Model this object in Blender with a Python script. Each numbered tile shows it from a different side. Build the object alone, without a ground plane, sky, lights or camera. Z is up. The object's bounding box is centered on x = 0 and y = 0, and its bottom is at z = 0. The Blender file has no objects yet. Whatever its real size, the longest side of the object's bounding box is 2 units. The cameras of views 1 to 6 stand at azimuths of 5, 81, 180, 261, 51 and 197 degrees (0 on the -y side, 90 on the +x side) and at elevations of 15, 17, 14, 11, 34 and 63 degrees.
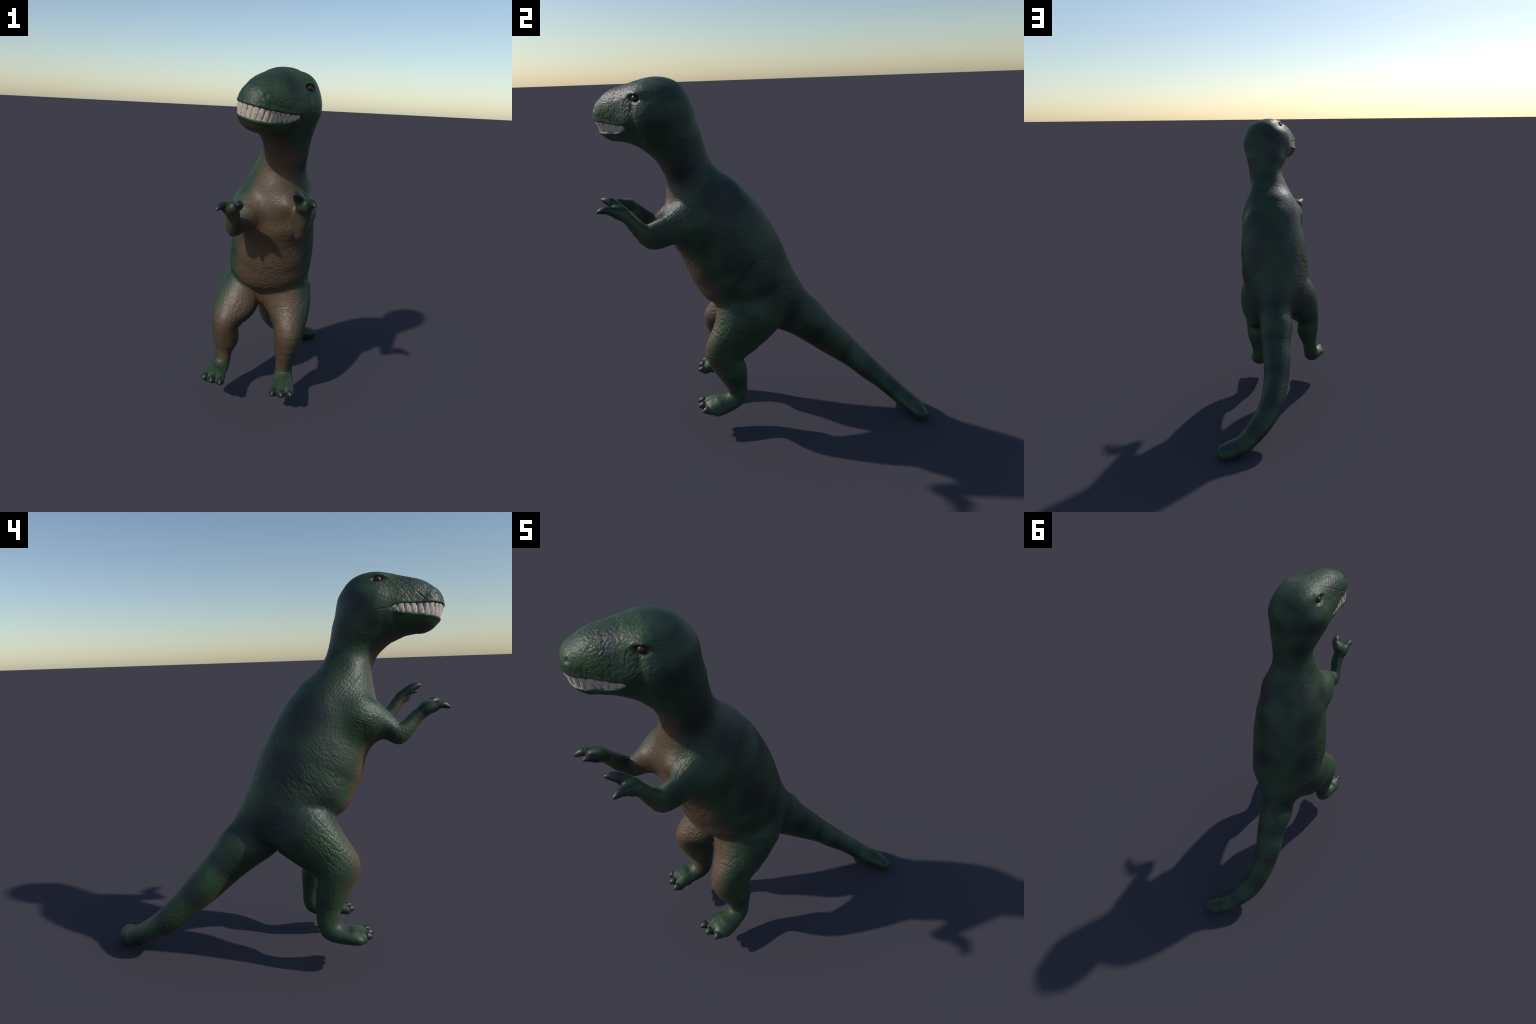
"""Tyrannosaurus toy: a body built as a signed-distance sculpt (elliptic lofts along
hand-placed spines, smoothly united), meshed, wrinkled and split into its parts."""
import bpy, math
import numpy as np
from mathutils import Vector

rng = np.random.RandomState(7)
H = 0.005                                    # sculpting grid step

# ------------------------------------------------------------------ profiles
# every limb or trunk: sections (x, y, z, lateral radius, dorsal radius, egg) along a spine
LOFTS = {
    'trunk': ('body', [(0.074, -0.475, 1.685, 0.134, 0.140, -0.125), (0.075, -0.439, 1.587, 0.120, 0.125, 0.001), (0.055, -0.408, 1.504, 0.132, 0.128, -0.073), (0.039, -0.400, 1.400, 0.164, 0.150, -0.092), (0.040, -0.372, 1.295, 0.214, 0.181, 0.200), (0.040, -0.350, 1.240, 0.209, 0.211, 0.051), (0.027, -0.222, 1.153, 0.224, 0.225, 0.043), (0.020, -0.125, 1.042, 0.222, 0.203, 0.137), (0.003, 0.003, 0.832, 0.192, 0.161, 0.164), (0.006, 0.111, 0.674, 0.118, 0.143, 0.041), (-0.001, 0.201, 0.603, 0.111, 0.126, 0.070), (0.002, 0.287, 0.514, 0.095, 0.105, -0.166), (-0.003, 0.394, 0.415, 0.087, 0.092, -0.095), (0.008, 0.509, 0.312, 0.079, 0.073, 0.163), (0.040, 0.608, 0.219, 0.073, 0.065, 0.078), (0.090, 0.688, 0.154, 0.067, 0.056, -0.071), (0.192, 0.785, 0.076, 0.057, 0.051, 0.090), (0.272, 0.826, 0.052, 0.057, 0.049, 0.057), (0.322, 0.839, 0.042, 0.047, 0.037, -0.015)]),
    'head': ('head', [(0.137, -0.478, 1.859, 0.084, 0.072, 0.114), (0.113, -0.509, 1.911, 0.094, 0.066, 0.200), (0.078, -0.584, 1.927, 0.110, 0.062, 0.200), (0.029, -0.660, 1.901, 0.111, 0.073, 0.001), (-0.017, -0.741, 1.868, 0.106, 0.084, -0.028), (-0.049, -0.783, 1.829, 0.085, 0.087, 0.200)]),
    'jaw': ('head', [(0.069, -0.541, 1.796, 0.175, 0.170, 0.200), (0.039, -0.578, 1.790, 0.169, 0.168, 0.200), (0.024, -0.633, 1.794, 0.157, 0.149, 0.167), (-0.011, -0.693, 1.794, 0.137, 0.122, 0.065), (-0.049, -0.760, 1.782, 0.106, 0.097, -0.115)]),
    'armL': ('body', [(0.106, -0.366, 1.277, 0.086, 0.105, -0.000), (0.185, -0.464, 1.275, 0.052, 0.084, -0.094), (0.179, -0.618, 1.215, 0.038, 0.074, 0.131), (0.182, -0.685, 1.243, 0.038, 0.043, 0.039), (0.192, -0.747, 1.325, 0.039, 0.029, -0.104), (0.194, -0.785, 1.352, 0.036, 0.032, -0.200)]),
    'armR': ('body', [(-0.102, -0.398, 1.274, 0.094, 0.116, 0.000), (-0.111, -0.532, 1.247, 0.072, 0.071, 0.043), (-0.169, -0.611, 1.192, 0.037, 0.053, 0.024), (-0.161, -0.700, 1.270, 0.035, 0.034, 0.069), (-0.178, -0.751, 1.316, 0.035, 0.028, 0.116), (-0.164, -0.768, 1.318, 0.040, 0.030, -0.131)]),
    'legL': ('body', [(0.105, -0.142, 0.702, 0.164, 0.197, 0.083), (0.144, -0.203, 0.602, 0.124, 0.149, 0.200), (0.153, -0.294, 0.488, 0.086, 0.108, 0.003), (0.147, -0.259, 0.378, 0.077, 0.087, -0.200), (0.138, -0.234, 0.271, 0.053, 0.061, -0.167), (0.135, -0.236, 0.189, 0.054, 0.051, -0.049), (0.143, -0.343, 0.154, 0.069, 0.051, -0.200), (0.137, -0.366, 0.154, 0.070, 0.042, -0.101)]),
    'legR': ('body', [(-0.150, -0.114, 0.722, 0.131, 0.167, 0.119), (-0.188, -0.211, 0.605, 0.120, 0.134, 0.200), (-0.236, -0.269, 0.528, 0.083, 0.113, -0.062), (-0.234, -0.236, 0.405, 0.077, 0.083, 0.012), (-0.247, -0.210, 0.315, 0.051, 0.062, 0.151), (-0.263, -0.225, 0.222, 0.053, 0.056, 0.018), (-0.292, -0.321, 0.191, 0.071, 0.038, 0.159), (-0.288, -0.343, 0.192, 0.072, 0.040, -0.098)]),
    'belly': ('body', [(0.017, -0.278, 0.995, 0.213, 0.182, -0.022), (0.010, -0.238, 0.918, 0.231, 0.182, -0.018), (0.031, -0.161, 0.873, 0.204, 0.169, 0.088)]),
    'hump': ('body', [(0.080, -0.299, 1.366, 0.137, 0.127, -0.042), (0.041, -0.251, 1.360, 0.163, 0.128, -0.025), (0.031, -0.227, 1.325, 0.184, 0.125, 0.015)]),
    'pecs': ('chest', [(-0.108, -0.467, 1.241, 0.067, 0.104, -0.007), (-0.000, -0.469, 1.278, 0.062, 0.071, -0.002), (0.115, -0.499, 1.309, 0.068, 0.042, -0.006)]),
}
# digits: (root, claw base, claw tip, root radius, digit radius, claw radius)
DIGITS = {
    'finger_left': [((.184, -.765, 1.352), (.160, -.819, 1.396), (.146, -.868, 1.417), .028, .0250, .0262),
                    ((.204, -.770, 1.348), (.233, -.838, 1.373), (.244, -.885, 1.369), .027, .0208, .0215)],
    'finger_right': [((-.152, -.748, 1.318), (-.124, -.802, 1.338), (-.121, -.849, 1.347), .027, .0228, .0238),
                     ((-.180, -.748, 1.312), (-.207, -.809, 1.329), (-.224, -.851, 1.315), .027, .0200, .0208)],
    'toe_left': [((.103, -.340, .172), (.083, -.428, .158), (.080, -.463, .163), .030, .0255, .0240),
                 ((.136, -.350, .175), (.133, -.431, .155), (.135, -.465, .158), .030, .0262, .0245),
                 ((.168, -.340, .166), (.184, -.411, .151), (.194, -.444, .153), .030, .0262, .0245)],
    'toe_right': [((-.313, -.320, .210), (-.333, -.383, .202), (-.342, -.413, .203), .030, .0255, .0240),
                  ((-.288, -.325, .213), (-.289, -.404, .196), (-.290, -.438, .199), .030, .0262, .0245),
                  ((-.260, -.325, .205), (-.239, -.408, .189), (-.234, -.443, .193), .030, .0262, .0245)],
}


def digit_axis(dg):
    """end of the flesh and direction of the claw"""
    base, tip = np.array(dg[1]), np.array(dg[2])
    T = (tip - base) / np.linalg.norm(tip - base)
    return base - T * .55 * dg[4], T


# long single creases in the hide, as surface strokes
CREASES = [
    [(-0.003, -0.521, 1.522), (-0.081, -0.440, 1.486), (-0.117, -0.380, 1.444), (-0.141, -0.321, 1.399)],
    [(-0.108, -0.680, 1.908), (-0.128, -0.719, 1.871), (-0.149, -0.757, 1.833)],
    [(-0.027, -0.788, 1.937), (-0.052, -0.709, 1.955), (-0.070, -0.643, 1.948)],
    [(-0.009, -0.602, 1.985), (-0.054, -0.629, 1.960), (-0.102, -0.672, 1.916), (-0.146, -0.750, 1.837)],
    [(0.120, -0.017, 1.214), (0.223, -0.077, 1.088), (0.247, -0.136, 0.983), (0.246, -0.196, 0.901)],
    [(0.252, -0.204, 1.140), (0.225, -0.077, 1.082), (0.143, 0.045, 1.013)],
    [(0.225, -0.077, 1.082), (0.120, 0.032, 1.103)],
    [(0.080, 0.408, 0.375), (0.084, 0.488, 0.335), (0.077, 0.560, 0.312)],
    [(0.095, 0.583, 0.271), (0.117, 0.617, 0.221), (0.152, 0.670, 0.176), (0.187, 0.703, 0.130)],
    [(-0.049, 0.550, 0.329), (-0.071, 0.513, 0.301), (-0.051, 0.474, 0.271)],
    [(0.126, 0.713, 0.201), (-0.013, 0.652, 0.224)],
    [(0.155, -0.406, 0.503), (0.207, -0.377, 0.509), (0.235, -0.331, 0.516)],
    [(0.120, -0.390, 0.520), (0.171, -0.398, 0.510), (0.224, -0.355, 0.506)],
    [(-0.051, -0.329, 0.772), (0.036, -0.374, 0.800), (0.122, -0.387, 0.859)],
    [(-0.148, -0.297, 0.725), (-0.081, -0.272, 0.712), (-0.012, -0.271, 0.710)],
    [(-0.091, -0.357, 0.808), (-0.053, -0.395, 0.838), (0.001, -0.402, 0.836), (0.066, -0.408, 0.858)],
    [(-0.127, -0.368, 0.855), (-0.053, -0.410, 0.868), (-0.009, -0.425, 0.883)],
    [(0.018, -0.422, 0.875), (0.077, -0.427, 0.904), (0.140, -0.406, 0.920)],
    [(-0.158, -0.391, 1.002), (-0.109, -0.435, 1.015)],
    [(0.035, -0.540, 1.172), (0.062, -0.541, 1.203)],
    [(-0.187, -0.340, 1.293), (-0.202, -0.394, 1.270), (-0.196, -0.474, 1.245)],
    [(-0.202, -0.425, 1.283), (-0.181, -0.519, 1.288)],
    [(-0.115, 0.112, 0.852), (-0.021, 0.120, 0.951), (0.018, 0.070, 1.089)],
    [(-0.147, -0.071, 1.183), (-0.196, -0.148, 1.135), (-0.220, -0.230, 1.021)],
    [(-0.180, -0.048, 1.037), (-0.223, -0.138, 0.951), (-0.215, -0.230, 0.852)],
    [(-0.169, -0.011, 0.999), (-0.221, -0.087, 0.877)],
    [(-0.223, -0.138, 0.951), (-0.227, -0.214, 0.896)],
    [(-0.296, -0.167, 0.636), (-0.305, -0.204, 0.592), (-0.315, -0.252, 0.560)],
    [(-0.301, -0.193, 0.666), (-0.307, -0.217, 0.618), (-0.314, -0.255, 0.573)],
    [(-0.315, -0.252, 0.560), (-0.312, -0.280, 0.580), (-0.295, -0.320, 0.602)],
    [(-0.307, -0.217, 0.618), (-0.302, -0.260, 0.644), (-0.286, -0.288, 0.657)],
    [(-0.274, -0.309, 0.651), (-0.286, -0.329, 0.608), (-0.288, -0.346, 0.566)],
    [(0.116, -0.340, 0.651), (0.167, -0.338, 0.659), (0.203, -0.321, 0.666)],
    [(0.127, -0.319, 0.735), (0.157, -0.315, 0.731), (0.187, -0.302, 0.736), (0.198, -0.284, 0.770)],
    [(0.228, -0.274, 0.731), (0.243, -0.241, 0.750), (0.252, -0.205, 0.767)],
    [(0.093, -0.333, 0.651), (0.127, -0.342, 0.652), (0.163, -0.339, 0.659)],
    [(0.087, -0.324, 0.682), (0.102, -0.340, 0.641), (0.118, -0.358, 0.609)],
    [(0.088, -0.344, 0.610), (0.134, -0.358, 0.617), (0.182, -0.348, 0.631)],
    [(-0.214, -0.349, 0.635), (-0.178, -0.338, 0.652), (-0.148, -0.319, 0.679)],
    [(-0.144, -0.337, 0.624), (-0.113, -0.317, 0.641), (-0.091, -0.296, 0.658)],
    [(0.155, -0.695, 1.899), (0.153, -0.707, 1.872), (0.156, -0.714, 1.841)],
    [(0.205, -0.423, 1.800), (0.171, -0.394, 1.824)],
    [(0.191, -0.637, 1.922), (0.203, -0.598, 1.928), (0.211, -0.575, 1.922)],
    [(0.200, -0.581, 1.302), (0.187, -0.560, 1.317), (0.172, -0.530, 1.340)],
    [(-0.050, -0.039, 1.266), (-0.105, -0.013, 1.162), (-0.173, -0.052, 1.068)],
    [(-0.032, 0.096, 1.006), (-0.088, 0.098, 0.941)],
    [(-0.115, -0.563, 1.809), (-0.108, -0.514, 1.804), (-0.093, -0.478, 1.797), (-0.074, -0.450, 1.801)],
    [(0.155, -0.704, 1.756), (0.163, -0.681, 1.741), (0.192, -0.640, 1.736)],
]

# ------------------------------------------------------------------ head frame
HF = np.array([-.4646, -.8853, -.0198]); HS = np.array([.8682, -.4510, -.2067]); HU = np.array([.1741, -.1132, .9782])
HO = np.array([.07, -.59, 1.85]) - .015 * HS


def head_coords(X):
    q = X - HO
    return q @ HF, q @ HS, q @ HU


def head_point(f, s, u):
    return HO + f * HF + s * HS + u * HU


# lip lines: height u over the forward coordinate f; they meet at the corner of the mouth
UPPER = ([.03, .074, .085, .10, .13, .17, .20, .25, .30, .34], [-.066, -.066, -.0595, -.0545, -.0505, -.048, -.045, -.042, -.0375, -.036])
LOWER = ([.03, .074, .085, .10, .115, .14, .18, .20, .26, .34], [-.066, -.066, -.0705, -.0765, -.082, -.087, -.090, -.092, -.095, -.095])
CORNER = .074


def lip(curve, f, s):
    """the grin is a little skew towards its corners"""
    t = np.clip((.16 - f) / .08, 0, 1)
    return np.interp(f, *curve) + .043 * s * t * t * (3 - 2 * t)


# ------------------------------------------------------------------ distance field
SIDES = {'body': np.array([1., 0, 0]), 'chest': np.array([0, 1., 0]), 'head': np.array([.8682, -.4510, -.2067])}


def catmull(P, sub):
    P = np.asarray(P, float); n = len(P)
    Q = np.vstack([2 * P[0] - P[1], P, 2 * P[-1] - P[-2]])
    t = np.arange((n - 1) * sub + 1) / sub
    i = np.minimum(t.astype(int), n - 2); f = (t - i)[:, None]
    a, b, c, d = Q[i], Q[i + 1], Q[i + 2], Q[i + 3]
    return .5 * (2 * b + (c - a) * f + (2 * a - 5 * b + 4 * c - d) * f * f + (3 * b - a - 3 * c + d) * f ** 3)


def ellipse(x, y, w, a, b, m, e):
    a = a * (1 + e * np.clip(y / b, -1.2, 1.2))              # egg-shaped section
    ga, gb, gw = x / a, y / b, w / m
    k0 = np.sqrt(ga * ga + gb * gb + gw * gw) + 1e-9
    k1 = np.sqrt((ga / a) ** 2 + (gb / b) ** 2 + (gw / m) ** 2) + 1e-9
    return np.where(k0 < .3, (k0 - 1) * np.minimum(a, b), k0 * (k0 - 1) / k1)


def unit(v):
    return v / np.maximum(np.linalg.norm(v, axis=-1, keepdims=True), 1e-9)


def calm(T, sub, sigma=.85):
    """tangents blurred along the spine, so that wide sections do not cross at its bends"""
    r = int(3 * sigma * sub); w = np.exp(-.5 * (np.arange(-r, r + 1) / (sigma * sub)) ** 2); w /= w.sum()
    P = np.vstack([np.repeat(T[:1], r, 0), T, np.repeat(T[-1:], r, 0)])
    return unit(np.stack([np.convolve(P[:, k], w, 'valid') for k in range(3)], 1))


def loft(X, S, side):
    """distance to swept elliptic sections between mitred planes, laid over a slightly
    slimmer chain of straight pieces that fills the tight bends"""
    out = np.full(len(X), .5)
    P = np.asarray(S)[:, :3]; reach = np.asarray(S)[:, 3:5].max() + .1
    near = np.where(np.all((X > P.min(0) - reach) & (X < P.max(0) + reach), axis=1))[0]
    if not len(near):
        return out
    X = X[near]; o = np.full(len(X), .5)
    fill = .82 if len(S) > 8 and np.asarray(S)[:, 3:5].max() > .13 else .93
    for n, shrink in ((4, 1.), (2, fill)):
        D = catmull(S, n); C = D[:, :3]; R = np.maximum(D[:, 3:5], .004); E = D[:, 5]; last = len(C) - 2
        T = calm(unit(np.gradient(C, axis=0)), n); s = unit(side - T * (T @ side)[:, None]); N = np.cross(T, s)
        for i in range(last + 1):
            ax = C[i + 1] - C[i]; L = np.linalg.norm(ax)
            r = R[i:i + 2].max() + .075 + L
            q = X - C[i]; k = np.where((q * q).sum(1) < r * r)[0]
            if not len(k):
                continue
            q = q[k]
            if shrink == 1.:
                z0 = q @ T[i]; z1 = -((q - ax) @ T[i + 1]); z = z0 + z1
                h = np.clip(z0 / np.where(np.abs(z) < 1e-9, 1e-9, z), 0, 1)
                ok = (z0 >= 0) & (z1 >= 0); w = np.zeros(len(k))
                if i == 0:
                    ok |= (z0 < 0) & (z1 >= 0); w = np.where(z0 < 0, z0, w); h = np.where(z0 < 0, 0, h)
                if i == last:
                    ok |= (z1 < 0) & (z0 >= 0); w = np.where(z1 < 0, z1, w); h = np.where(z1 < 0, 1, h)
                k, q, h, w = k[ok], q[ok], h[ok], w[ok]
                if not len(k):
                    continue
                c = q - h[:, None] * ax
                x = (c @ s[i]) * (1 - h) + (c @ s[i + 1]) * h; y = (c @ N[i]) * (1 - h) + (c @ N[i + 1]) * h
            else:
                t = ax / L; z = q @ t; h = np.clip(z / L, 0, 1); w = z - h * L
                u = unit(side - t * (side @ t)); x = q @ u; y = q @ np.cross(t, u)
            a = (R[i, 0] + (R[i + 1, 0] - R[i, 0]) * h) * shrink; b = (R[i, 1] + (R[i + 1, 1] - R[i, 1]) * h) * shrink
            o[k] = np.minimum(o[k], ellipse(x, y, w, a, b, np.minimum(a, b), E[i] + (E[i + 1] - E[i]) * h))
    out[near] = o
    return out


def cone(X, a, b, ra, rb):
    a, b = np.array(a), np.array(b); ab = b - a
    h = np.clip((X - a) @ ab / (ab @ ab), 0, 1)
    return np.linalg.norm(X - a - h[:, None] * ab, axis=1) - (ra + (rb - ra) * h)


def smin(a, b, k):
    h = np.maximum(k - np.abs(a - b), 0) / k
    return np.minimum(a, b) - h * h * k * .25


def sstep(x, a, b):
    t = np.clip((x - a) / (b - a), 0, 1)
    return t * t * (3 - 2 * t)


def parts_field(X):
    return {n: loft(X, S, SIDES[s]) for n, (s, S) in LOFTS.items()}


def mouth_mask(X, edge=.002):
    f, s, u = head_coords(X)
    up, lo = lip(UPPER, f, s), lip(LOWER, f, s)
    inside = (np.abs(s) < .2) & (f > CORNER) & (f < .36)
    return inside * sstep(u, lo - edge, lo + edge) * sstep(-u, -up - edge, -up + edge) * sstep(f, CORNER, CORNER + .008)


def face_detail(X, d):
    """eye sockets, brows, nostrils, lips, mouth recess and crown, as offsets of the head field"""
    near = np.where(np.linalg.norm(X - head_point(.1, 0, 0), axis=1) < .36)[0]
    if not len(near):
        return d
    Y = X[near]; f, s, u = head_coords(Y); a = np.abs(s)
    o = np.zeros(len(Y))
    # eyes
    du, df = u - .075, f + .002
    eye = (a > .06)
    du = du - .10 * df
    o += eye * .0115 * np.exp(-(((df - .004) / .027) ** 2 + ((du - .001) / .0155) ** 2) ** 2)
    o += eye * .004 * np.exp(-((df - .035) / .014) ** 2 - ((du - .002) / .010) ** 2)
    o -= eye * .0060 * np.exp(-((df - .010) / .040) ** 2 - ((du - .027 + 6 * df * df) / .011) ** 2)
    o -= eye * .0035 * np.exp(-((df) / .026) ** 2 - ((du + .022) / .007) ** 2)
    # nostrils
    dn = np.sqrt((f - .280) ** 2 + (a - .068) ** 2 + (u - .018) ** 2)
    o += .009 * np.exp(-(dn / .008) ** 2) - .0004 * np.exp(-((dn - .016) / .007) ** 2)
    # lips
    up, lo = lip(UPPER, f, s), lip(LOWER, f, s)
    m = sstep(f, CORNER + .01, CORNER + .06) * (u < .03)
    o -= m * .0025 * np.exp(-((u - up - .008) / .008) ** 2)
    o -= m * .0028 * np.exp(-((u - lo + .009) / .008) ** 2)
    # crease running back from the corner of the mouth
    c = sstep(f, .0, .05) * sstep(-f, -.09, -.07)
    o += c * .003 * np.exp(-((u + .066 - .043 * s - .2 * (f - .07)) / .007) ** 2) * (a > .04)
    # crown: shallow groove beside the middle
    o += .004 * np.exp(-((s - .032) / .022) ** 2) * sstep(f, -.17, -.08) * sstep(-f, -.06, -.01) * (u > .03)
    # mouth recess
    o += .0105 * mouth_mask(Y)
    d = d.copy(); d[near] += o
    return d


def unite(p, X):
    d = p['trunk']
    for n, k in (('hump', .11), ('pecs', .06), ('head', .06), ('jaw', .06)):
        if n in p:
            d = smin(d, p[n], k)
    for n in ('armL', 'armR'):
        if n in p:
            d = smin(d, p[n], .05)
    hip = .025 + .075 * sstep(X[:, 1], -.27, -.12) * sstep(X[:, 2], .58, .68)      # soft at the flank, a crease under the belly
    for n in ('legL', 'legR'):
        if n in p:
            d = smin(d, p[n], hip)
    if 'belly' in p:
        d = smin(d, p['belly'], .03 + .08 * sstep(X[:, 2], .80, .92))
    return d


def field(X):
    d = unite(parts_field(X), X)
    for kind, group in DIGITS.items():
        for dg in group:
            d = smin(d, cone(X, dg[0], digit_axis(dg)[0], dg[3], dg[4]), .011 if 'toe' in kind else .016)
    return face_detail(X, d) - .0015


# ------------------------------------------------------------------ meshing (surface nets)
def sculpt():
    lo, hi = np.array([-.44, -.96, -.06]), np.array([.46, .96, 2.06])
    B = 8
    nb = np.ceil((hi - lo) / (H * B)).astype(int); n = nb * B
    gb = np.stack(np.meshgrid(*[np.arange(k) for k in nb], indexing='ij'), -1).reshape(-1, 3)
    cen = lo + (gb * B + (B - 1) / 2) * H
    dc = field(cen)
    V = np.repeat(np.repeat(np.repeat(dc.reshape(nb).astype(np.float32), B, 0), B, 1), B, 2)
    act = gb[np.abs(dc) < H * B * 1.35]
    loc = np.stack(np.meshgrid(*[np.arange(B)] * 3, indexing='ij'), -1).reshape(-1, 3)
    for c in range(0, len(act), 400):
        idx = (act[c:c + 400, None] * B + loc[None]).reshape(-1, 3)
        V[idx[:, 0], idx[:, 1], idx[:, 2]] = field(lo + idx * H)
    pos, cell_of, quads = [], [], []
    shape = np.array(V.shape)
    lin = lambda c: (c[:, 0] * shape[1] + c[:, 1]) * shape[2] + c[:, 2]
    for ax in range(3):
        A = np.moveaxis(V, ax, 0)
        cross = np.moveaxis((A[:-1] < 0) != (A[1:] < 0), 0, ax)
        e = np.argwhere(cross)
        e2 = e.copy(); e2[:, ax] += 1
        v0, v1 = V[tuple(e.T)].astype(float), V[tuple(e2.T)].astype(float)
        P = e.astype(float); P[:, ax] += v0 / (v0 - v1)
        b, c = [(1, 2), (2, 0), (0, 1)][ax]
        ids = []
        for ob, oc in ((0, 0), (-1, 0), (-1, -1), (0, -1)):
            q = e.copy(); q[:, b] += ob; q[:, c] += oc
            ids.append(lin(q)); pos.append(P); cell_of.append(ids[-1])
        Q = np.stack(ids, 1)
        Q[v0 > v1] = Q[v0 > v1][:, ::-1]
        quads.append(Q)
    pos, cell_of, quads = np.vstack(pos), np.concatenate(cell_of), np.vstack(quads)
    u, inv = np.unique(cell_of, return_inverse=True)
    cnt = np.bincount(inv)
    verts = np.stack([np.bincount(inv, pos[:, k]) / cnt for k in range(3)], 1)
    return lo + verts * H, np.searchsorted(u, quads)


def laplace(verts, faces, rounds, lam=.5, mu=-.53):
    e = np.vstack([faces[:, [i, (i + 1) % 4]] for i in range(4)])
    n = len(verts); deg = np.bincount(e[:, 0], minlength=n) + np.bincount(e[:, 1], minlength=n)
    for r in range(rounds):
        for w in (lam, mu):
            s = np.stack([np.bincount(e[:, 0], verts[e[:, 1], k], n) + np.bincount(e[:, 1], verts[e[:, 0], k], n) for k in range(3)], 1)
            verts = verts + w * (s / deg[:, None] - verts)
    return verts


verts, faces = sculpt()
verts = laplace(verts, faces, 10)


def bump_at(X, c, r):
    return np.exp(-((X - np.array(c)) ** 2).sum(1) / r ** 2)


def relax(verts, faces, weight, rounds):
    """plain smoothing of a chosen region only"""
    e = np.vstack([faces[:, [i, (i + 1) % 4]] for i in range(4)])
    e = np.vstack([e, e[:, ::-1]]); e = e[weight[e[:, 0]] > .01]
    ids, i = np.unique(e[:, 0], return_inverse=True); deg = np.bincount(i)[:, None]; w = weight[ids][:, None]
    for _ in range(rounds):
        s = np.stack([np.bincount(i, verts[e[:, 1], k]) for k in range(3)], 1)
        verts[ids] += .5 * w * (s / deg - verts[ids])
    return verts


# the roots of head, neck and limbs flow into each other
calm_places = (((.04, -.25, 1.40), .16), ((.16, -.28, 1.38), .12), ((-.10, -.26, 1.38), .12), ((.02, -.54, 1.24), .09),
               ((.17, -.52, 1.80), .10), ((-.06, -.45, 1.80), .11), ((.06, -.40, 1.72), .12), ((.0, .08, .80), .14), ((.0, -.45, .95), .10))
blend = np.clip(sum(bump_at(verts, c, r) for c, r in calm_places), 0, 1)
for s in (-.136, .136):
    blend *= 1 - np.clip(1.6 * bump_at(verts, head_point(.005, s, .075), .045), 0, 1)
for s in (-.155, .155):
    blend = np.maximum(blend, np.clip(1.2 * bump_at(verts, head_point(-.005, s, -.035), .062), 0, 1))
verts = relax(verts, faces, blend, 40)
knees = np.clip(sum(bump_at(verts, c, .05) for c in ((.15, -.17, .50), (.15, -.12, .56), (-.23, -.14, .52), (-.22, -.10, .59))), 0, 1)
verts = relax(verts, faces, knees, 30)
feet = np.clip(sum(bump_at(verts, c, .055) for c in ((.137, -.345, .16), (-.285, -.325, .20))), 0, 1) * .7
verts = relax(verts, faces, feet, 10)
shoulders = np.clip(sum(bump_at(verts, c, .12) for c in ((-.14, -.25, 1.34), (.17, -.27, 1.34), (.10, -.2, 1.42), (-.03, -.22, 1.42), (-.17, -.15, 1.28))), 0, 1)
verts = relax(verts, faces, np.where(shoulders > .1, shoulders, 0), 150)


def vertex_normals(v, f):
    n = np.cross(v[f[:, 2]] - v[f[:, 0]], v[f[:, 3]] - v[f[:, 1]])
    out = np.stack([sum(np.bincount(f[:, j], n[:, k], len(v)) for j in range(4)) for k in range(3)], 1)
    return out / np.maximum(np.linalg.norm(out, axis=1, keepdims=True), 1e-12)


coarse_centres = verts[faces].mean(1)
# one level of Catmull-Clark through the modifier, applied
me = bpy.data.meshes.new('sculpt'); me.from_pydata(verts.tolist(), [], faces.tolist()); me.update()
ob = bpy.data.objects.new('sculpt', me); bpy.context.scene.collection.objects.link(ob)
sub = ob.modifiers.new('fine', 'SUBSURF'); sub.levels = sub.render_levels = 1
ev = ob.evaluated_get(bpy.context.evaluated_depsgraph_get()); fine = ev.to_mesh()
verts = np.empty(len(fine.vertices) * 3); fine.vertices.foreach_get('co', verts); verts = verts.reshape(-1, 3)
faces = np.empty(len(fine.loops), int); fine.loops.foreach_get('vertex_index', faces); faces = faces.reshape(-1, 4)
ev.to_mesh_clear(); bpy.data.objects.remove(ob); bpy.data.meshes.remove(me)
normals = vertex_normals(verts, faces)


# ------------------------------------------------------------------ hide relief
def hash3(i, j, k, salt):
    h = (i * 73856093 ^ j * 19349663 ^ k * 83492791 ^ (salt * 2654435)) & 0x7fffffff
    h = ((h ^ (h >> 13)) * 1274126177) & 0x7fffffff
    h = ((h ^ (h >> 15)) * 668265263) & 0x7fffffff
    return ((h ^ (h >> 12)) & 0xffff) / 65535.


def noise(X, salt=0):
    c = np.floor(X).astype(np.int64); f = X - c; w = f * f * f * (f * (f * 6 - 15) + 10); r = 0
    for di in (0, 1):
        for dj in (0, 1):
            for dk in (0, 1):
                i, j, k = c[:, 0] + di, c[:, 1] + dj, c[:, 2] + dk
                th = hash3(i, j, k, salt) * 6.2832; z = hash3(i, j, k, salt + 9) * 2 - 1; q = np.sqrt(1 - z * z)
                dot = (f[:, 0] - di) * q * np.cos(th) + (f[:, 1] - dj) * q * np.sin(th) + (f[:, 2] - dk) * z
                ww = (w[:, 0] if di else 1 - w[:, 0]) * (w[:, 1] if dj else 1 - w[:, 1]) * (w[:, 2] if dk else 1 - w[:, 2])
                r = r + ww * dot
    return r


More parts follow.
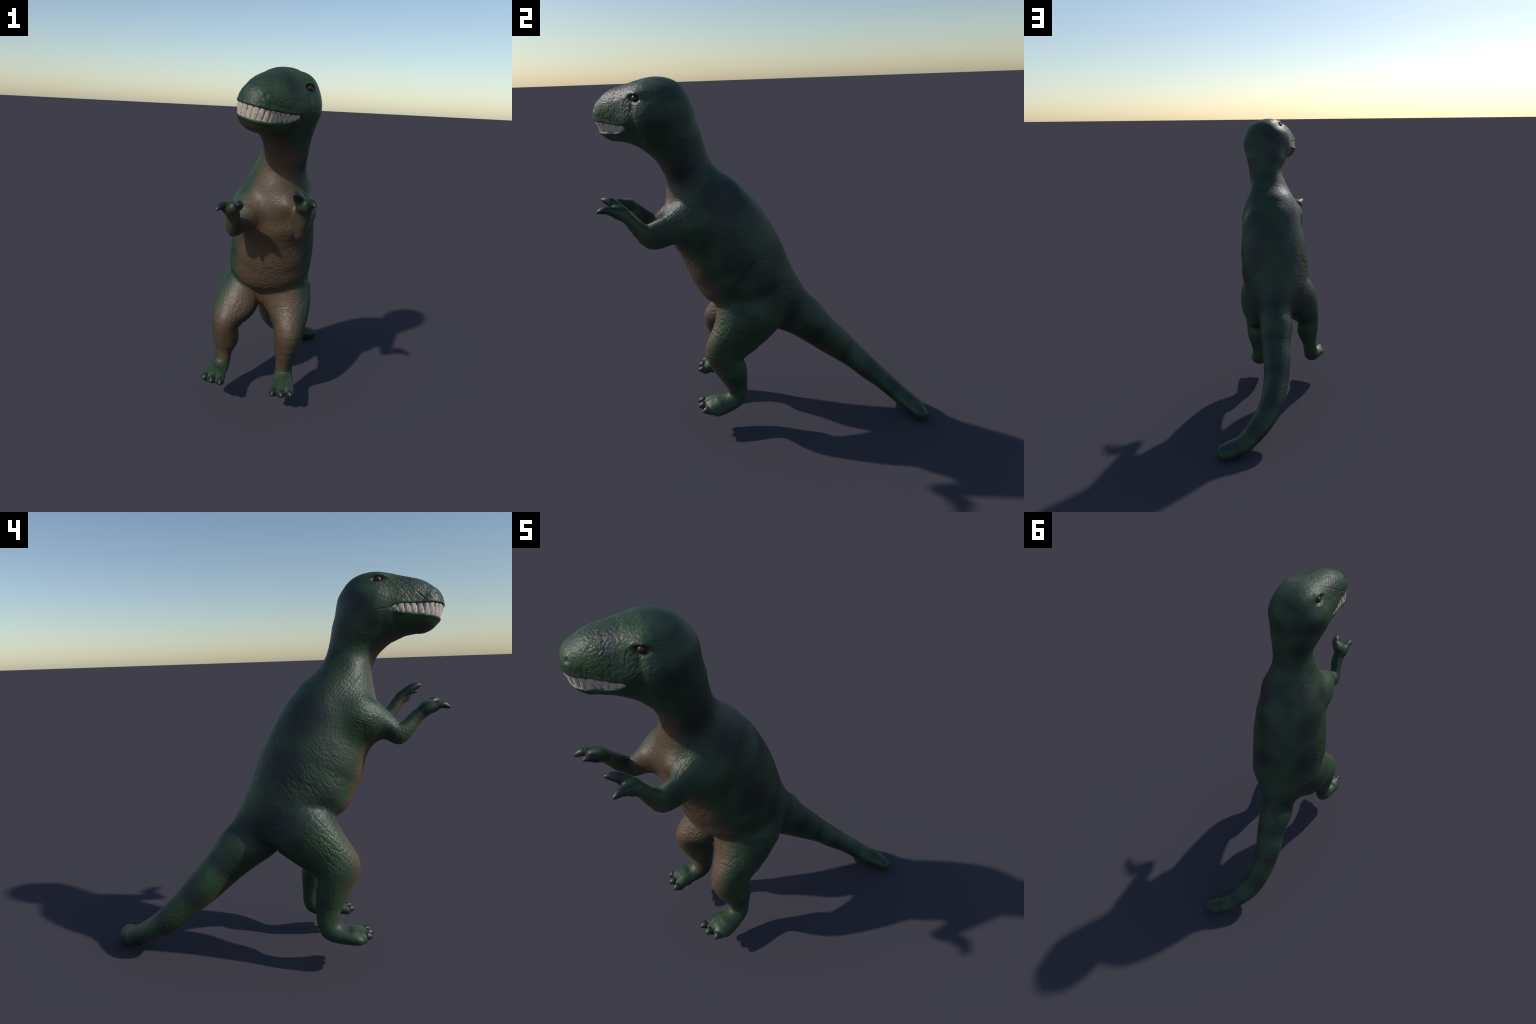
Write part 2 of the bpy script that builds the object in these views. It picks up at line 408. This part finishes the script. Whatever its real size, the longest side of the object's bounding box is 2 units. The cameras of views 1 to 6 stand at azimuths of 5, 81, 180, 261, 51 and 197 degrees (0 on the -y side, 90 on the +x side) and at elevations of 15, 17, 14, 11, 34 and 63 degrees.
def cracks(X, salt, width, jitter=.8):
    """dark lines between cells: 1 on the line, 0 inside a cell"""
    c = np.floor(X).astype(np.int64); f1 = np.full(len(X), 9.); f2 = np.full(len(X), 9.)
    o = .5 - jitter / 2
    for di in (-1, 0, 1):
        for dj in (-1, 0, 1):
            for dk in (-1, 0, 1):
                i, j, k = c[:, 0] + di, c[:, 1] + dj, c[:, 2] + dk
                P = np.stack([i + o + jitter * hash3(i, j, k, salt), j + o + jitter * hash3(i, j, k, salt + 1), k + o + jitter * hash3(i, j, k, salt + 2)], 1)
                d = np.sqrt(((P - X) ** 2).sum(1))
                f2 = np.minimum(f2, np.maximum(f1, d)); f1 = np.minimum(f1, d)
    return np.exp(-((f2 - f1) / width) ** 2)


def stroke(X, pts, width):
    P = catmull(pts, 6) if len(pts) > 2 else np.array(pts, float)
    lo, hi = P.min(0) - .03, P.max(0) + .03
    k = np.where(np.all((X > lo) & (X < hi), axis=1))[0]; out = np.zeros(len(X)); best = np.zeros(len(k))
    n = len(P) - 1
    for i in range(n):
        ab = P[i + 1] - P[i]; h = np.clip((X[k] - P[i]) @ ab / (ab @ ab), 0, 1)
        d = np.linalg.norm(X[k] - P[i] - h[:, None] * ab, axis=1); t = (i + h) / n
        best = np.maximum(best, np.exp(-(d / width) ** 2) * np.minimum(1, 6 * t + .25) * np.minimum(1, 6 * (1 - t) + .25))
    out[k] = best
    return out


def hide_relief(X):
    fh, sh, uh = head_coords(X)
    warp = np.stack([noise(X * 22, 31), noise(X * 22, 32), noise(X * 22, 33)], 1)
    soft = sstep(noise(X * 6, 3), -.25, .25)                     # how wrinkled each patch is
    soft2 = sstep(noise(X * 7.5, 4), -.2, .3)
    smooth = np.ones(len(X))                                     # bare, smooth places
    mouth = mouth_mask(X, .006)
    smooth *= 1 - np.clip(1.3 * mouth, 0, 1)
    for s in (-.133, .133):
        smooth *= 1 - bump_at(X, head_point(.0, s, .075), .034)
    smooth *= sstep(X[:, 1], -.76, -.70) + (X[:, 2] > 1.5)       # hands
    foot = sstep(X[:, 2], .22, .36) + sstep(X[:, 1], .0, .1)
    smooth = np.clip(smooth * np.clip(foot, .05, 1), 0, 1)
    head = sstep(X[:, 2], 1.70, 1.78)
    snout = sstep(fh, -.10, .06) * sstep(uh, -.06, -.02) * (X[:, 2] > 1.6)
    h = np.zeros(len(X))
    # patches of folded hide: (centre, radius, grain direction, cells per metre along / across it, depth, jitter, wobble)
    patches = [
        ((-.23, -.14, 1.00), .16, (0, -.57, -.82), 15, 38, .0026, .8, .014), ((-.20, -.36, 1.08), .13, (0, .3, -.9), 62, 84, .0013, .8, .010),
        ((-.26, -.20, .68), .13, (-.1, -.7, -.7), 38, 46, .0022, .45, .007), ((-.28, -.26, .58), .09, (-.1, -.7, -.7), 40, 46, .0018, .4, .006),
        ((-.19, .03, .78), .13, (0, .6, -.8), 30, 44, .0015, .8, .014), ((-.11, -.36, 1.44), .13, (-.3, .6, -.6), 34, 62, .0019, .5, .007),
        ((-.18, -.42, 1.29), .08, (0, -.6, -.3), 34, 52, .0015, .8, .010), ((.17, -.32, .65), .10, (0, -.1, -1), 38, 44, .0021, .45, .007),
        ((.23, -.22, .68), .10, (0, -.6, -.7), 34, 46, .0015, .6, .009), ((.19, .03, .87), .14, (0, .5, -.8), 34, 40, .0019, .85, .016),
        ((.23, -.08, 1.1), .13, (0, .6, -.8), 20, 40, .0014, .8, .014), ((.17, -.30, 1.40), .14, (0, .5, -.8), 40, 56, .0014, .6, .008),
        ((.14, -.47, 1.45), .10, (.3, .2, -.8), 40, 66, .0014, .6, .008), ((.19, -.50, 1.30), .08, (0, -.6, -.5), 34, 48, .0018, .8, .012),
        ((-.09, .33, .52), .14, (0, .7, -.7), 42, 56, .0014, .6, .008), ((.09, .40, .42), .14, (0, .7, -.7), 34, 56, .0011, .7, .010),
        ((-.06, .58, .27), .12, (.2, .6, -.5), 34, 50, .0014, .8, .012), ((.0, -.40, .86), .13, (1, 0, 0), 18, 44, .0021, .8, .016),
        ((.12, -.38, .98), .11, (.8, .3, .5), 18, 52, .0015, .7, .010), ((.02, -.54, 1.44), .12, (1, 0, 0), 28, 70, .0010, .6, .008),
        ((-.17, -.34, .64), .09, (.7, .1, .6), 18, 42, .0019, .8, .012), ((.0, .04, .98), .20, (0, .6, -.8), 34, 46, .0012, .7, .012), ((-.02, -.12, 1.24), .17, (0, .5, -.8), 34, 46, .0009, .7, .012), ((.0, .2, .68), .12, (0, .7, -.7), 40, 50, .0011, .6, .010),
        ((.04, -.74, 1.93), .13, (.5, .8, .1), 26, 46, .0016, .8, .016), ((-.10, -.68, 1.88), .10, (.5, .5, .6), 26, 44, .0014, .8, .014), ((.14, -.66, 1.84), .09, (.4, .6, .6), 30, 48, .0013, .8, .014),
        ((.12, -.40, 1.70), .12, (0, .3, -.9), 34, 60, .0008, .7, .010), ((-.26, -.22, .42), .09, (0, .1, -1), 30, 70, .0011, .7, .010),
        ((-.14, -.60, 1.22), .06, (0, -.7, .5), 40, 60, .0012, .8, .010), ((.18, -.62, 1.17), .06, (0, -.7, .4), 40, 60, .0011, .8, .010),
    ]
    for n, (c, r, d, along, across, depth, jit, wob) in enumerate(patches):
        m = 1.25 * np.minimum(bump_at(X, c, r), .8)
        k = np.where(m > .03)[0]
        d = np.array(d, float) / np.linalg.norm(d); e = np.cross(d, [.36, .48, .8]); e /= np.linalg.norm(e); g = np.cross(d, e)
        Y = X[k] + wob * warp[k]
        Q = np.stack([Y @ d * along, Y @ e * across, Y @ g * across], 1)
        h[k] -= depth * m[k] * cracks(Q, 100 + 7 * n, .17, jit) * (.45 + .55 * soft2[k])
    W = X + .010 * warp
    h -= .0006 * cracks(W * 38, 11, .16) * (.3 + .7 * soft) * (1 - .7 * head)
    crumple = 1 - np.abs(noise((X + .008 * warp) * 62, 51)) * 3.2
    crumple2 = 1 - np.abs(noise((X + .012 * warp[:, [1, 2, 0]]) * 38, 52)) * 3.2
    h += (.0009 * np.maximum(crumple, 0) ** 2 + .0010 * np.maximum(crumple2, 0) ** 2) * np.clip(snout * .95 + .10 * head + .05, 0, 1)
    h += .0008 * noise(X * 12, 61) + .0004 * noise(X * 45, 62)
    h *= smooth
    for i, c in enumerate(CREASES):
        h -= (.0022 if i % 3 else .0028) * stroke(X, c, .0034)
        h += .0008 * stroke(X, c, .0085)
    return h


verts = verts + normals * hide_relief(verts)[:, None]
verts[:, 2] = np.maximum(verts[:, 2], .0005)
normals = vertex_normals(verts, faces)
# ------------------------------------------------------------------ materials
class Nodes:
    def __init__(self, name):
        self.mat = bpy.data.materials.new(name); self.mat.use_nodes = True
        self.t = self.mat.node_tree; self.b = self.t.nodes['Principled BSDF']
        self.pos = self.t.nodes.new('ShaderNodeTexCoord').outputs['Object']

    def new(self, kind, **props):
        n = self.t.nodes.new(kind)
        for k, v in props.items():
            setattr(n, k, v)
        return n

    def put(self, sock, v):
        if isinstance(v, bpy.types.NodeSocket):
            self.t.links.new(v, sock)
        else:
            sock.default_value = v

    def math(self, op, a, b=0., c=0.):
        n = self.new('ShaderNodeMath', operation=op)
        for i, v in enumerate((a, b, c)):
            self.put(n.inputs[i], v)
        return n.outputs[0]

    def vmath(self, op, a, b=None, scale=None):
        n = self.new('ShaderNodeVectorMath', operation=op)
        self.put(n.inputs[0], a)
        if b is not None:
            self.put(n.inputs[1], b)
        if scale is not None:
            self.put(n.inputs['Scale'], scale)
        return n.outputs['Value'] if op in ('DOT_PRODUCT', 'LENGTH', 'DISTANCE') else n.outputs['Vector']

    def noise(self, scale, detail=3., vec=None, rough=.5):
        n = self.new('ShaderNodeTexNoise'); self.put(n.inputs['Vector'], vec or self.pos)
        n.inputs['Scale'].default_value = scale; n.inputs['Detail'].default_value = detail; n.inputs['Roughness'].default_value = rough
        return n

    def mix(self, fac, a, b):
        n = self.new('ShaderNodeMix', data_type='RGBA')
        self.put(n.inputs[0], fac)
        self.put(n.inputs[6], a if isinstance(a, bpy.types.NodeSocket) else (*a, 1)); self.put(n.inputs[7], b if isinstance(b, bpy.types.NodeSocket) else (*b, 1))
        return n.outputs[2]

    def ramp(self, v, lo, hi, smooth=True):
        n = self.new('ShaderNodeMapRange', interpolation_type='SMOOTHSTEP' if smooth else 'LINEAR')
        self.put(n.inputs[0], v); n.inputs[1].default_value = lo; n.inputs[2].default_value = hi
        return n.outputs[0]

    def capsule(self, p, a, b, ra, rb):
        """distance of p to a tapered capsule"""
        a, b = np.array(a, float), np.array(b, float); ab = b - a
        q = self.vmath('SUBTRACT', p, tuple(a))
        h = self.new('ShaderNodeMath', operation='MULTIPLY', use_clamp=True)
        self.put(h.inputs[0], self.vmath('DOT_PRODUCT', q, tuple(ab))); h.inputs[1].default_value = 1 / max(ab @ ab, 1e-9)
        along = self.vmath('SCALE', tuple(ab), scale=h.outputs[0])
        d = self.vmath('LENGTH', self.vmath('SUBTRACT', q, along))
        return self.math('SUBTRACT', d, self.math('MULTIPLY_ADD', h.outputs[0], rb - ra, ra))

    def sphere(self, p, c, r):
        return self.math('SUBTRACT', self.vmath('DISTANCE', p, tuple(c)), r)

    def band(self, p, c, t, half, reach):
        """a slab across the direction t, kept near its centre c"""
        t = np.array(t, float) / np.linalg.norm(t)
        q = self.math('ABSOLUTE', self.vmath('DOT_PRODUCT', self.vmath('SUBTRACT', p, tuple(c)), tuple(t)))
        return self.math('MAXIMUM', self.math('SUBTRACT', q, half), self.sphere(p, c, reach))

    def union(self, ds):
        d = ds[0]
        for e in ds[1:]:
            n = self.new('ShaderNodeMath', operation='SMOOTH_MIN')
            self.put(n.inputs[0], d); self.put(n.inputs[1], e); n.inputs[2].default_value = .02
            d = n.outputs[0]
        return d


GREEN, GREEN_DEEP, DARK, BROWN, BROWN_DEEP = (.026, .057, .023), (.013, .031, .018), (.011, .016, .0165), (.090, .057, .033), (.055, .035, .021)
# pale-bellied strip: (from, to, radius, radius)
BROWN_PATHS = [
    ((-.055, -.775, 1.650), (.005, -.640, 1.620), .072, .080), ((.005, -.640, 1.620), (.050, -.560, 1.535), .080, .100),
    ((.050, -.560, 1.535), (.030, -.570, 1.400), .100, .140), ((.030, -.570, 1.400), (.020, -.570, 1.240), .140, .140),
    ((.020, -.550, 1.220), (.010, -.480, 1.040), .150, .190), ((.010, -.480, 1.040), (.010, -.390, .860), .195, .215),
    ((.010, -.390, .860), (.010, -.300, .730), .210, .155),
    ((-.150, -.340, .710), (-.215, -.380, .560), .100, .095), ((-.215, -.380, .560), (-.222, -.300, .410), .095, .085),
    ((-.222, -.300, .410), (-.226, -.258, .285), .080, .045),
    ((.105, -.350, .720), (.130, -.395, .550), .105, .085), ((.130, -.395, .550), (.122, -.345, .400), .085, .072),
    ((.122, -.345, .400), (.124, -.290, .270), .070, .045),
    ((.110, -.550, 1.150), (.165, -.640, 1.105), .060, .050), ((.165, -.640, 1.105), (.172, -.790, 1.290), .050, .045),
    ((-.100, -.540, 1.160), (-.160, -.610, 1.105), .060, .050), ((-.160, -.610, 1.105), (-.156, -.785, 1.265), .050, .045),
    ((.000, .080, .520), (.000, .260, .385), .075, .070), ((.000, .260, .385), (.000, .440, .270), .070, .055),
    ((.000, .440, .270), (.050, .620, .110), .055, .045),
]
DARK_SPOTS = [
    (.16, -.10, 1.29, .07), (.13, .04, 1.07, .08), (-.13, -.13, 1.30, .09), (-.18, -.03, 1.05, .10), 
     (-.03, -.43, 1.84, .06), (-.04, -.26, 1.48, .05), (.24, -.53, 1.79, .06), (.19, -.44, 1.55, .09),
    (.20, -.30, 1.39, .09), (.25, -.20, 1.06, .09), (.24, -.04, .93, .08),  
    (.17, -.22, 1.43, .07), (.13, .10, .71, .06),  (.02, -.39, 1.89, .07), (.01, -.37, 1.72, .06),
    (-.10, -.14, 1.35, .06), (-.17, -.22, 1.30, .05), (-.23, -.19, .91, .06), (-.22, .04, .78, .09), (-.16, -.33, 1.40, .05), 
        
    (-.09, -.67, 1.93, .05), (.10, -.75, 1.91, .05), (.08, -.72, 1.93, .05), (-.02, -.41, 1.87, .05), (.28, -.20, .56, .04),
]


# dark rings round the tail: (centre, tail direction, half width, reach)
TAIL_BANDS = [((0, .12, .69), (0, .74, -.67), .036, .17), ((0, .29, .52), (0, .74, -.67), .034, .16), ((0, .45, .365), (0, .74, -.67), .031, .14),
              ((.03, .60, .225), (.25, .76, -.6), .029, .12), ((.135, .735, .12), (.65, .68, -.34), .028, .10), ((.25, .818, .06), (.9, .42, -.1), .018, .08)]


def skin_material():
    m = Nodes('hide'); b = m.b
    n1 = m.noise(5., 3.)
    w = m.vmath('SCALE', m.vmath('SUBTRACT', n1.outputs['Color'], (.5, .5, .5)), scale=.09)
    p = m.vmath('ADD', m.pos, w)
    fine = m.noise(38., 5., rough=.65).outputs['Fac']
    big = m.noise(7., 2.).outputs['Fac']
    green = m.mix(m.ramp(big, .35, .68), GREEN, GREEN_DEEP)
    green = m.mix(m.math('MULTIPLY', m.ramp(fine, .45, .8), .35), green, (.034, .074, .026))
    flank = m.union([m.capsule(p, (.04, -.32, 1.40), (.02, -.20, 1.10), .20, .25), m.capsule(p, (.02, -.20, 1.10), (0, .04, .80), .25, .20)])
    ridge = m.union([m.capsule(p, (.05, -.22, 1.50), (.02, .02, 1.20), .07, .09), m.capsule(p, (.02, .02, 1.20), (0, .17, .80), .09, .06)])
    side = m.math('MULTIPLY', m.ramp(flank, .05, -.06), m.ramp(ridge, -.02, .08))
    green = m.mix(m.math('MULTIPLY', side, .38), green, DARK)
    dark = m.union([m.sphere(p, s[:3], s[3]) for s in DARK_SPOTS] + [m.band(p, *t) for t in TAIL_BANDS])
    dmask = m.math('MULTIPLY', m.ramp(dark, .040, -.042), .92)
    col = m.mix(dmask, green, DARK)
    brown = m.mix(m.math('MULTIPLY', m.ramp(fine, .4, .75), .5), BROWN, BROWN_DEEP)
    bd = m.union([m.capsule(p, *c) for c in BROWN_PATHS])
    bmask = m.ramp(bd, .046, -.055)
    col = m.mix(bmask, col, brown)
    m.put(b.inputs['Base Color'], col)
    m.put(b.inputs['Roughness'], m.math('MULTIPLY_ADD', fine, .16, .42))
    b.inputs['Specular IOR Level'].default_value = .5
    vor = m.new('ShaderNodeTexVoronoi', feature='DISTANCE_TO_EDGE'); vor.inputs['Scale'].default_value = 120
    m.put(vor.inputs['Vector'], m.vmath('ADD', m.pos, m.vmath('SCALE', m.noise(60., 2.).outputs['Color'], scale=.008)))
    grain = m.noise(160., 3.).outputs['Fac']
    hgt = m.math('ADD', m.math('MULTIPLY', m.ramp(vor.outputs['Distance'], 0., .16), .5), m.math('MULTIPLY', grain, .5))
    bump = m.new('ShaderNodeBump'); bump.inputs['Strength'].default_value = .3; bump.inputs['Distance'].default_value = .0012
    m.put(bump.inputs['Height'], hgt); m.put(b.inputs['Normal'], bump.outputs['Normal'])
    return m.mat


def claw_material():
    m = Nodes('claw_horn')
    n = m.noise(60., 3.).outputs['Fac']
    m.put(m.b.inputs['Base Color'], m.mix(m.ramp(n, .35, .7), (.012, .013, .016), (.026, .027, .030)))
    m.b.inputs['Roughness'].default_value = .44
    bump = m.new('ShaderNodeBump'); bump.inputs['Strength'].default_value = .15; bump.inputs['Distance'].default_value = .001
    m.put(bump.inputs['Height'], m.noise(150., 2.).outputs['Fac']); m.put(m.b.inputs['Normal'], bump.outputs['Normal'])
    return m.mat


def ivory_material(name, light, dirt, amount):
    m = Nodes(name)
    n = m.noise(55., 4.).outputs['Fac']
    m.put(m.b.inputs['Base Color'], m.mix(m.math('MULTIPLY', m.ramp(n, .48, .75), amount), light, dirt))
    m.b.inputs['Roughness'].default_value = .42
    bump = m.new('ShaderNodeBump'); bump.inputs['Strength'].default_value = .2; bump.inputs['Distance'].default_value = .001
    m.put(bump.inputs['Height'], m.noise(130., 3.).outputs['Fac']); m.put(m.b.inputs['Normal'], bump.outputs['Normal'])
    return m.mat


def eye_material():
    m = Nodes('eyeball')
    r = m.vmath('LENGTH', m.vmath('MULTIPLY', m.pos, (1., 1., 0.)))
    sep = m.new('ShaderNodeSeparateXYZ'); m.put(sep.inputs[0], m.pos)
    iris = m.mix(m.ramp(m.noise(120., 2.).outputs['Fac'], .3, .7), (.070, .018, .016), (.042, .013, .012))
    pupil = m.math('MULTIPLY', m.ramp(r, .0064, .0038), m.math('GREATER_THAN', sep.outputs[2], 0.))
    m.put(m.b.inputs['Base Color'], m.mix(pupil, iris, (.018, .016, .020)))
    m.b.inputs['Roughness'].default_value = .42
    return m.mat


SKIN, HORN, EYE = skin_material(), claw_material(), eye_material()
IVORY = ivory_material('tooth_ivory', (.52, .435, .365), (.30, .23, .19), .6)
GAP_SHADE = ivory_material('ivory_darkened_for_gap_shadow', (.20, .155, .13), (.10, .075, .065), .7)  # ivory painted darker here: the shadow in the gaps between teeth

# ------------------------------------------------------------------ split the body into its parts
scene = bpy.context.scene
root = bpy.data.objects.new('tyrannosaurus', None); scene.collection.objects.link(root)
root['label'] = 'upright toy tyrannosaurus with green wrinkled hide, brown belly and bared teeth'
root['category'] = 'toy dinosaur'


def child(name, mesh, parent):
    o = bpy.data.objects.new(name, mesh); scene.collection.objects.link(o); o.parent = parent
    return o


C = coarse_centres                            # each of its faces became four fine ones
pf = parts_field(C)
trunk = np.min([pf[n] for n in ('trunk', 'belly', 'hump', 'pecs', 'head', 'jaw')], axis=0)
for kind, group in DIGITS.items():
    n = ('leg' if 'toe' in kind else 'arm') + ('L' if 'left' in kind else 'R')
    for dg in group:
        pf[n] = np.minimum(pf[n], cone(C, dg[0], digit_axis(dg)[0], dg[3], dg[4]))
side_of = lambda P, n: (C - np.array(P)) @ np.array(n) > 0
label = np.full(len(C), 'torso', dtype='U20')
label[side_of((.04, -.38, 1.43), (0, -.30, .95))] = 'neck'
label[side_of((.05, -.50, 1.69), (0, -.45, .89))] = 'head'
label[side_of((.01, .10, .70), (0, .77, -.64))] = 'tail'
for k in 'LR':
    on = (pf['leg' + k] < trunk - .004) & (pf['leg' + k] < pf['leg' + ('R' if k == 'L' else 'L')])
    label[on] = 'hindlimb' + k
    label[on & (C[:, 2] < (.245 if k == 'L' else .285))] = 'foot' + k
    on = (pf['arm' + k] < trunk - .004) & (C[:, 2] < 1.5)
    label[on] = 'forelimb' + k
    wrist = np.array([.19, -.765, 1.335]) if k == 'L' else np.array([-.162, -.745, 1.305])
    label[on & ((C - wrist) @ np.array([0, -.8, .6]) > 0)] = 'hand' + k
label = np.repeat(label, 4)
label[(mouth_mask(verts[faces].mean(1), .0015) > .5) & (label == 'head')] = 'tooth_bed'

made = {}


def part(key, name, parent, mat):
    F = faces[label == key]
    used, inv = np.unique(F, return_inverse=True)
    me = bpy.data.meshes.new(name); me.from_pydata(verts[used].tolist(), [], inv.reshape(F.shape).tolist()); me.update()
    me.polygons.foreach_set('use_smooth', np.ones(len(F), bool))
    me.normals_split_custom_set_from_vertices(normals[used].tolist())
    me.materials.append(mat)
    made[key] = child(name, me, parent)
    return made[key]


for key in ('torso', 'neck', 'head', 'tail'):
    part(key, key, root, SKIN)
for k in 'LR':
    part('hindlimb' + k, 'hindlimb', root, SKIN); part('foot' + k, 'foot', made['hindlimb' + k], SKIN)
    part('forelimb' + k, 'forelimb', root, SKIN); part('hand' + k, 'hand', made['forelimb' + k], SKIN)
part('tooth_bed', 'tooth_bed', made['head'], GAP_SHADE)


# ------------------------------------------------------------------ claws, eyes, teeth
def mesh_object(name, V, F, mat, parent):
    me = bpy.data.meshes.new(name); me.from_pydata([tuple(v) for v in V], [], F); me.update()
    me.polygons.foreach_set('use_smooth', np.ones(len(F), bool)); me.materials.append(mat)
    return child(name, me, parent)


def tube(rings, closed_start=True):
    """skin of quads over equal rings, ends closed with fans"""
    n = len(rings[0]); V = [v for r in rings for v in r]; F = []
    for i in range(len(rings) - 1):
        for j in range(n):
            F.append((i * n + j, i * n + (j + 1) % n, (i + 1) * n + (j + 1) % n, (i + 1) * n + j))
    V += [np.mean(rings[0], 0), np.mean(rings[-1], 0)]
    for j in range(n):
        F.append((len(V) - 2, (j + 1) % n, j)); m = (len(rings) - 1) * n
        F.append((len(V) - 1, m + j, m + (j + 1) % n))
    return V, F


def claw(dg, parent, blunt):
    start, T = digit_axis(dg); tip, radius = np.array(dg[2]), dg[5]
    s = np.cross(T, [0, 0, 1]); s /= np.linalg.norm(s); n = np.cross(s, T)
    rings = []
    for t in np.concatenate([[0, .12], np.linspace(.25, .92, 11), [.96, .985, 1.]]):
        r = radius * ((1 - .5 * t ** 2) * math.sqrt(max(1 - t ** 4, .001)) if blunt else (1 - .66 * t ** 1.5) * math.sqrt(max(1 - t ** 9, .001)))
        c = start + (tip - start) * t + n * (.005 * 4 * t * (1 - t))
        rings.append([c + r * (math.cos(a) * s + math.sin(a) * n) for a in np.linspace(0, 2 * math.pi, 24, endpoint=False)])
    V, F = tube(rings)
    mesh_object('claw', V, [f[::-1] for f in F], HORN, parent)


for kind, group in DIGITS.items():
    limb = made[('hindlimb' if 'toe' in kind else 'forelimb') + ('L' if 'left' in kind else 'R')]
    for dg in group:
        claw(dg, limb, 'toe' in kind)


def out_to_skin(start, direction):
    """walk from inside the head to its outer skin, ignoring the mouth recess"""
    start, direction = np.atleast_2d(start), np.atleast_2d(direction)
    t = np.zeros(len(start))
    for _ in range(22):
        X = start + direction * t[:, None]
        p = {n: loft(X, S, SIDES[s]) for n, (s, S) in LOFTS.items() if n in ('head', 'jaw', 'trunk')}
        t -= .8 * unite(p, X)
    return start + direction * t[:, None]


for sgn in (-1, 1):
    out = HS * sgn
    skin = out_to_skin(head_point(.002, 0, .076), out)[0]
    look = out * .86 + HF * .42 + HU * .12; look /= np.linalg.norm(look)
    c = skin - out * .0145 - HU * .001
    me = bpy.data.meshes.new('eye')
    rings = []
    R = .0185
    for a in np.linspace(.04, math.pi - .04, 20):
        rings.append([(R * math.sin(a) * math.cos(b), R * math.sin(a) * math.sin(b), R * math.cos(a)) for b in np.linspace(0, 2 * math.pi, 32, endpoint=False)])
    V, F = tube([[np.array(v) for v in r] for r in rings])
    o = mesh_object('eye', V, F, EYE, made['head'])
    o.location = Vector(c); o.rotation_euler = Vector(look).to_track_quat('Z', 'Y').to_euler()

# teeth: the lip line is walked round the muzzle, teeth hang and stand on it by arc length
AX = .13


def lip_ring(curve, lift):
    a = np.radians(np.linspace(-118, 118, 140))[:, None]
    d = HF * np.cos(a) + HS * np.sin(a)
    u = np.full(len(a), -.06)
    for _ in range(4):
        P = out_to_skin(head_point(AX, 0, 0) + u[:, None] * HU, d)
        f = (P - HO) @ HF; u = lip(curve, f, (P - HO) @ HS) + lift
    return P[f > CORNER + .003]


def resample(P, ts):
    L = np.concatenate([[0], np.cumsum(np.linalg.norm(np.diff(P, axis=0), axis=1))])
    return np.stack([np.interp(np.asarray(ts) * L[-1], L, P[:, k]) for k in range(3)], 1), L[-1]


TOP, BOT = lip_ring(UPPER, .0005), lip_ring(LOWER, -.0005)


def tooth_row(count, upper):
    edges = np.linspace(.002, .998, count + 1) if upper else (np.arange(count + 1) + .5) / (count + 1)
    edges[1:-1] += rng.uniform(-.17, .17, count - 1) / count
    root_line, tip_line = (TOP, BOT) if upper else (BOT, TOP)
    for i in range(count):
        a, b = edges[i], edges[i + 1]; mid = (a + b) / 2
        (ra, rm, rb), _ = resample(root_line, [a, mid, b]); (tm,), _ = resample(tip_line, [mid + rng.uniform(-.1, .1) / count])
        side = rb - ra; w = np.linalg.norm(side) * .5; side /= 2 * w
        down = tm - rm; gap = np.linalg.norm(down); down /= gap
        outw = np.cross(side, down); outw /= np.linalg.norm(outw)
        if outw @ (rm - head_point(AX, 0, -.06)) < 0:
            outw = -outw
        size = min(1., gap / .045)
        reach = gap * (rng.uniform(.80, 1.0) if upper else rng.uniform(.66, .86))
        lean = rng.uniform(-.12, .12)
        rings = []
        for t in np.concatenate([[-.08, 0], np.linspace(.12, .94, 9), [1.]]):
            tt = max(t, 0)
            ww = w * (.97 - .36 * tt - .20 * tt ** 3) if upper else w * (.94 - .62 * tt ** 1.2)
            if t == 1.:
                ww *= .4
            th = (.0085 if upper else .0070) * size * (1 - .4 * tt ** 2) * (.5 if t == 1. else 1)
            bow = (.0012 * math.sin(math.pi * min(tt, 1)) - (.0090 if upper else .0090)) * size
            c = rm + down * reach * t + side * lean * w * tt + outw * bow
            rings.append([c + side * ww * math.cos(q) + outw * th * math.sin(q) for q in np.linspace(0, 2 * math.pi, 18, endpoint=False)])
        V, F = tube(rings)
        if np.dot(np.cross(side, outw), down) < 0:
            F = [f[::-1] for f in F]
        mesh_object('tooth', V, F, IVORY, made['head'])


tooth_row(20, True)
tooth_row(19, False)
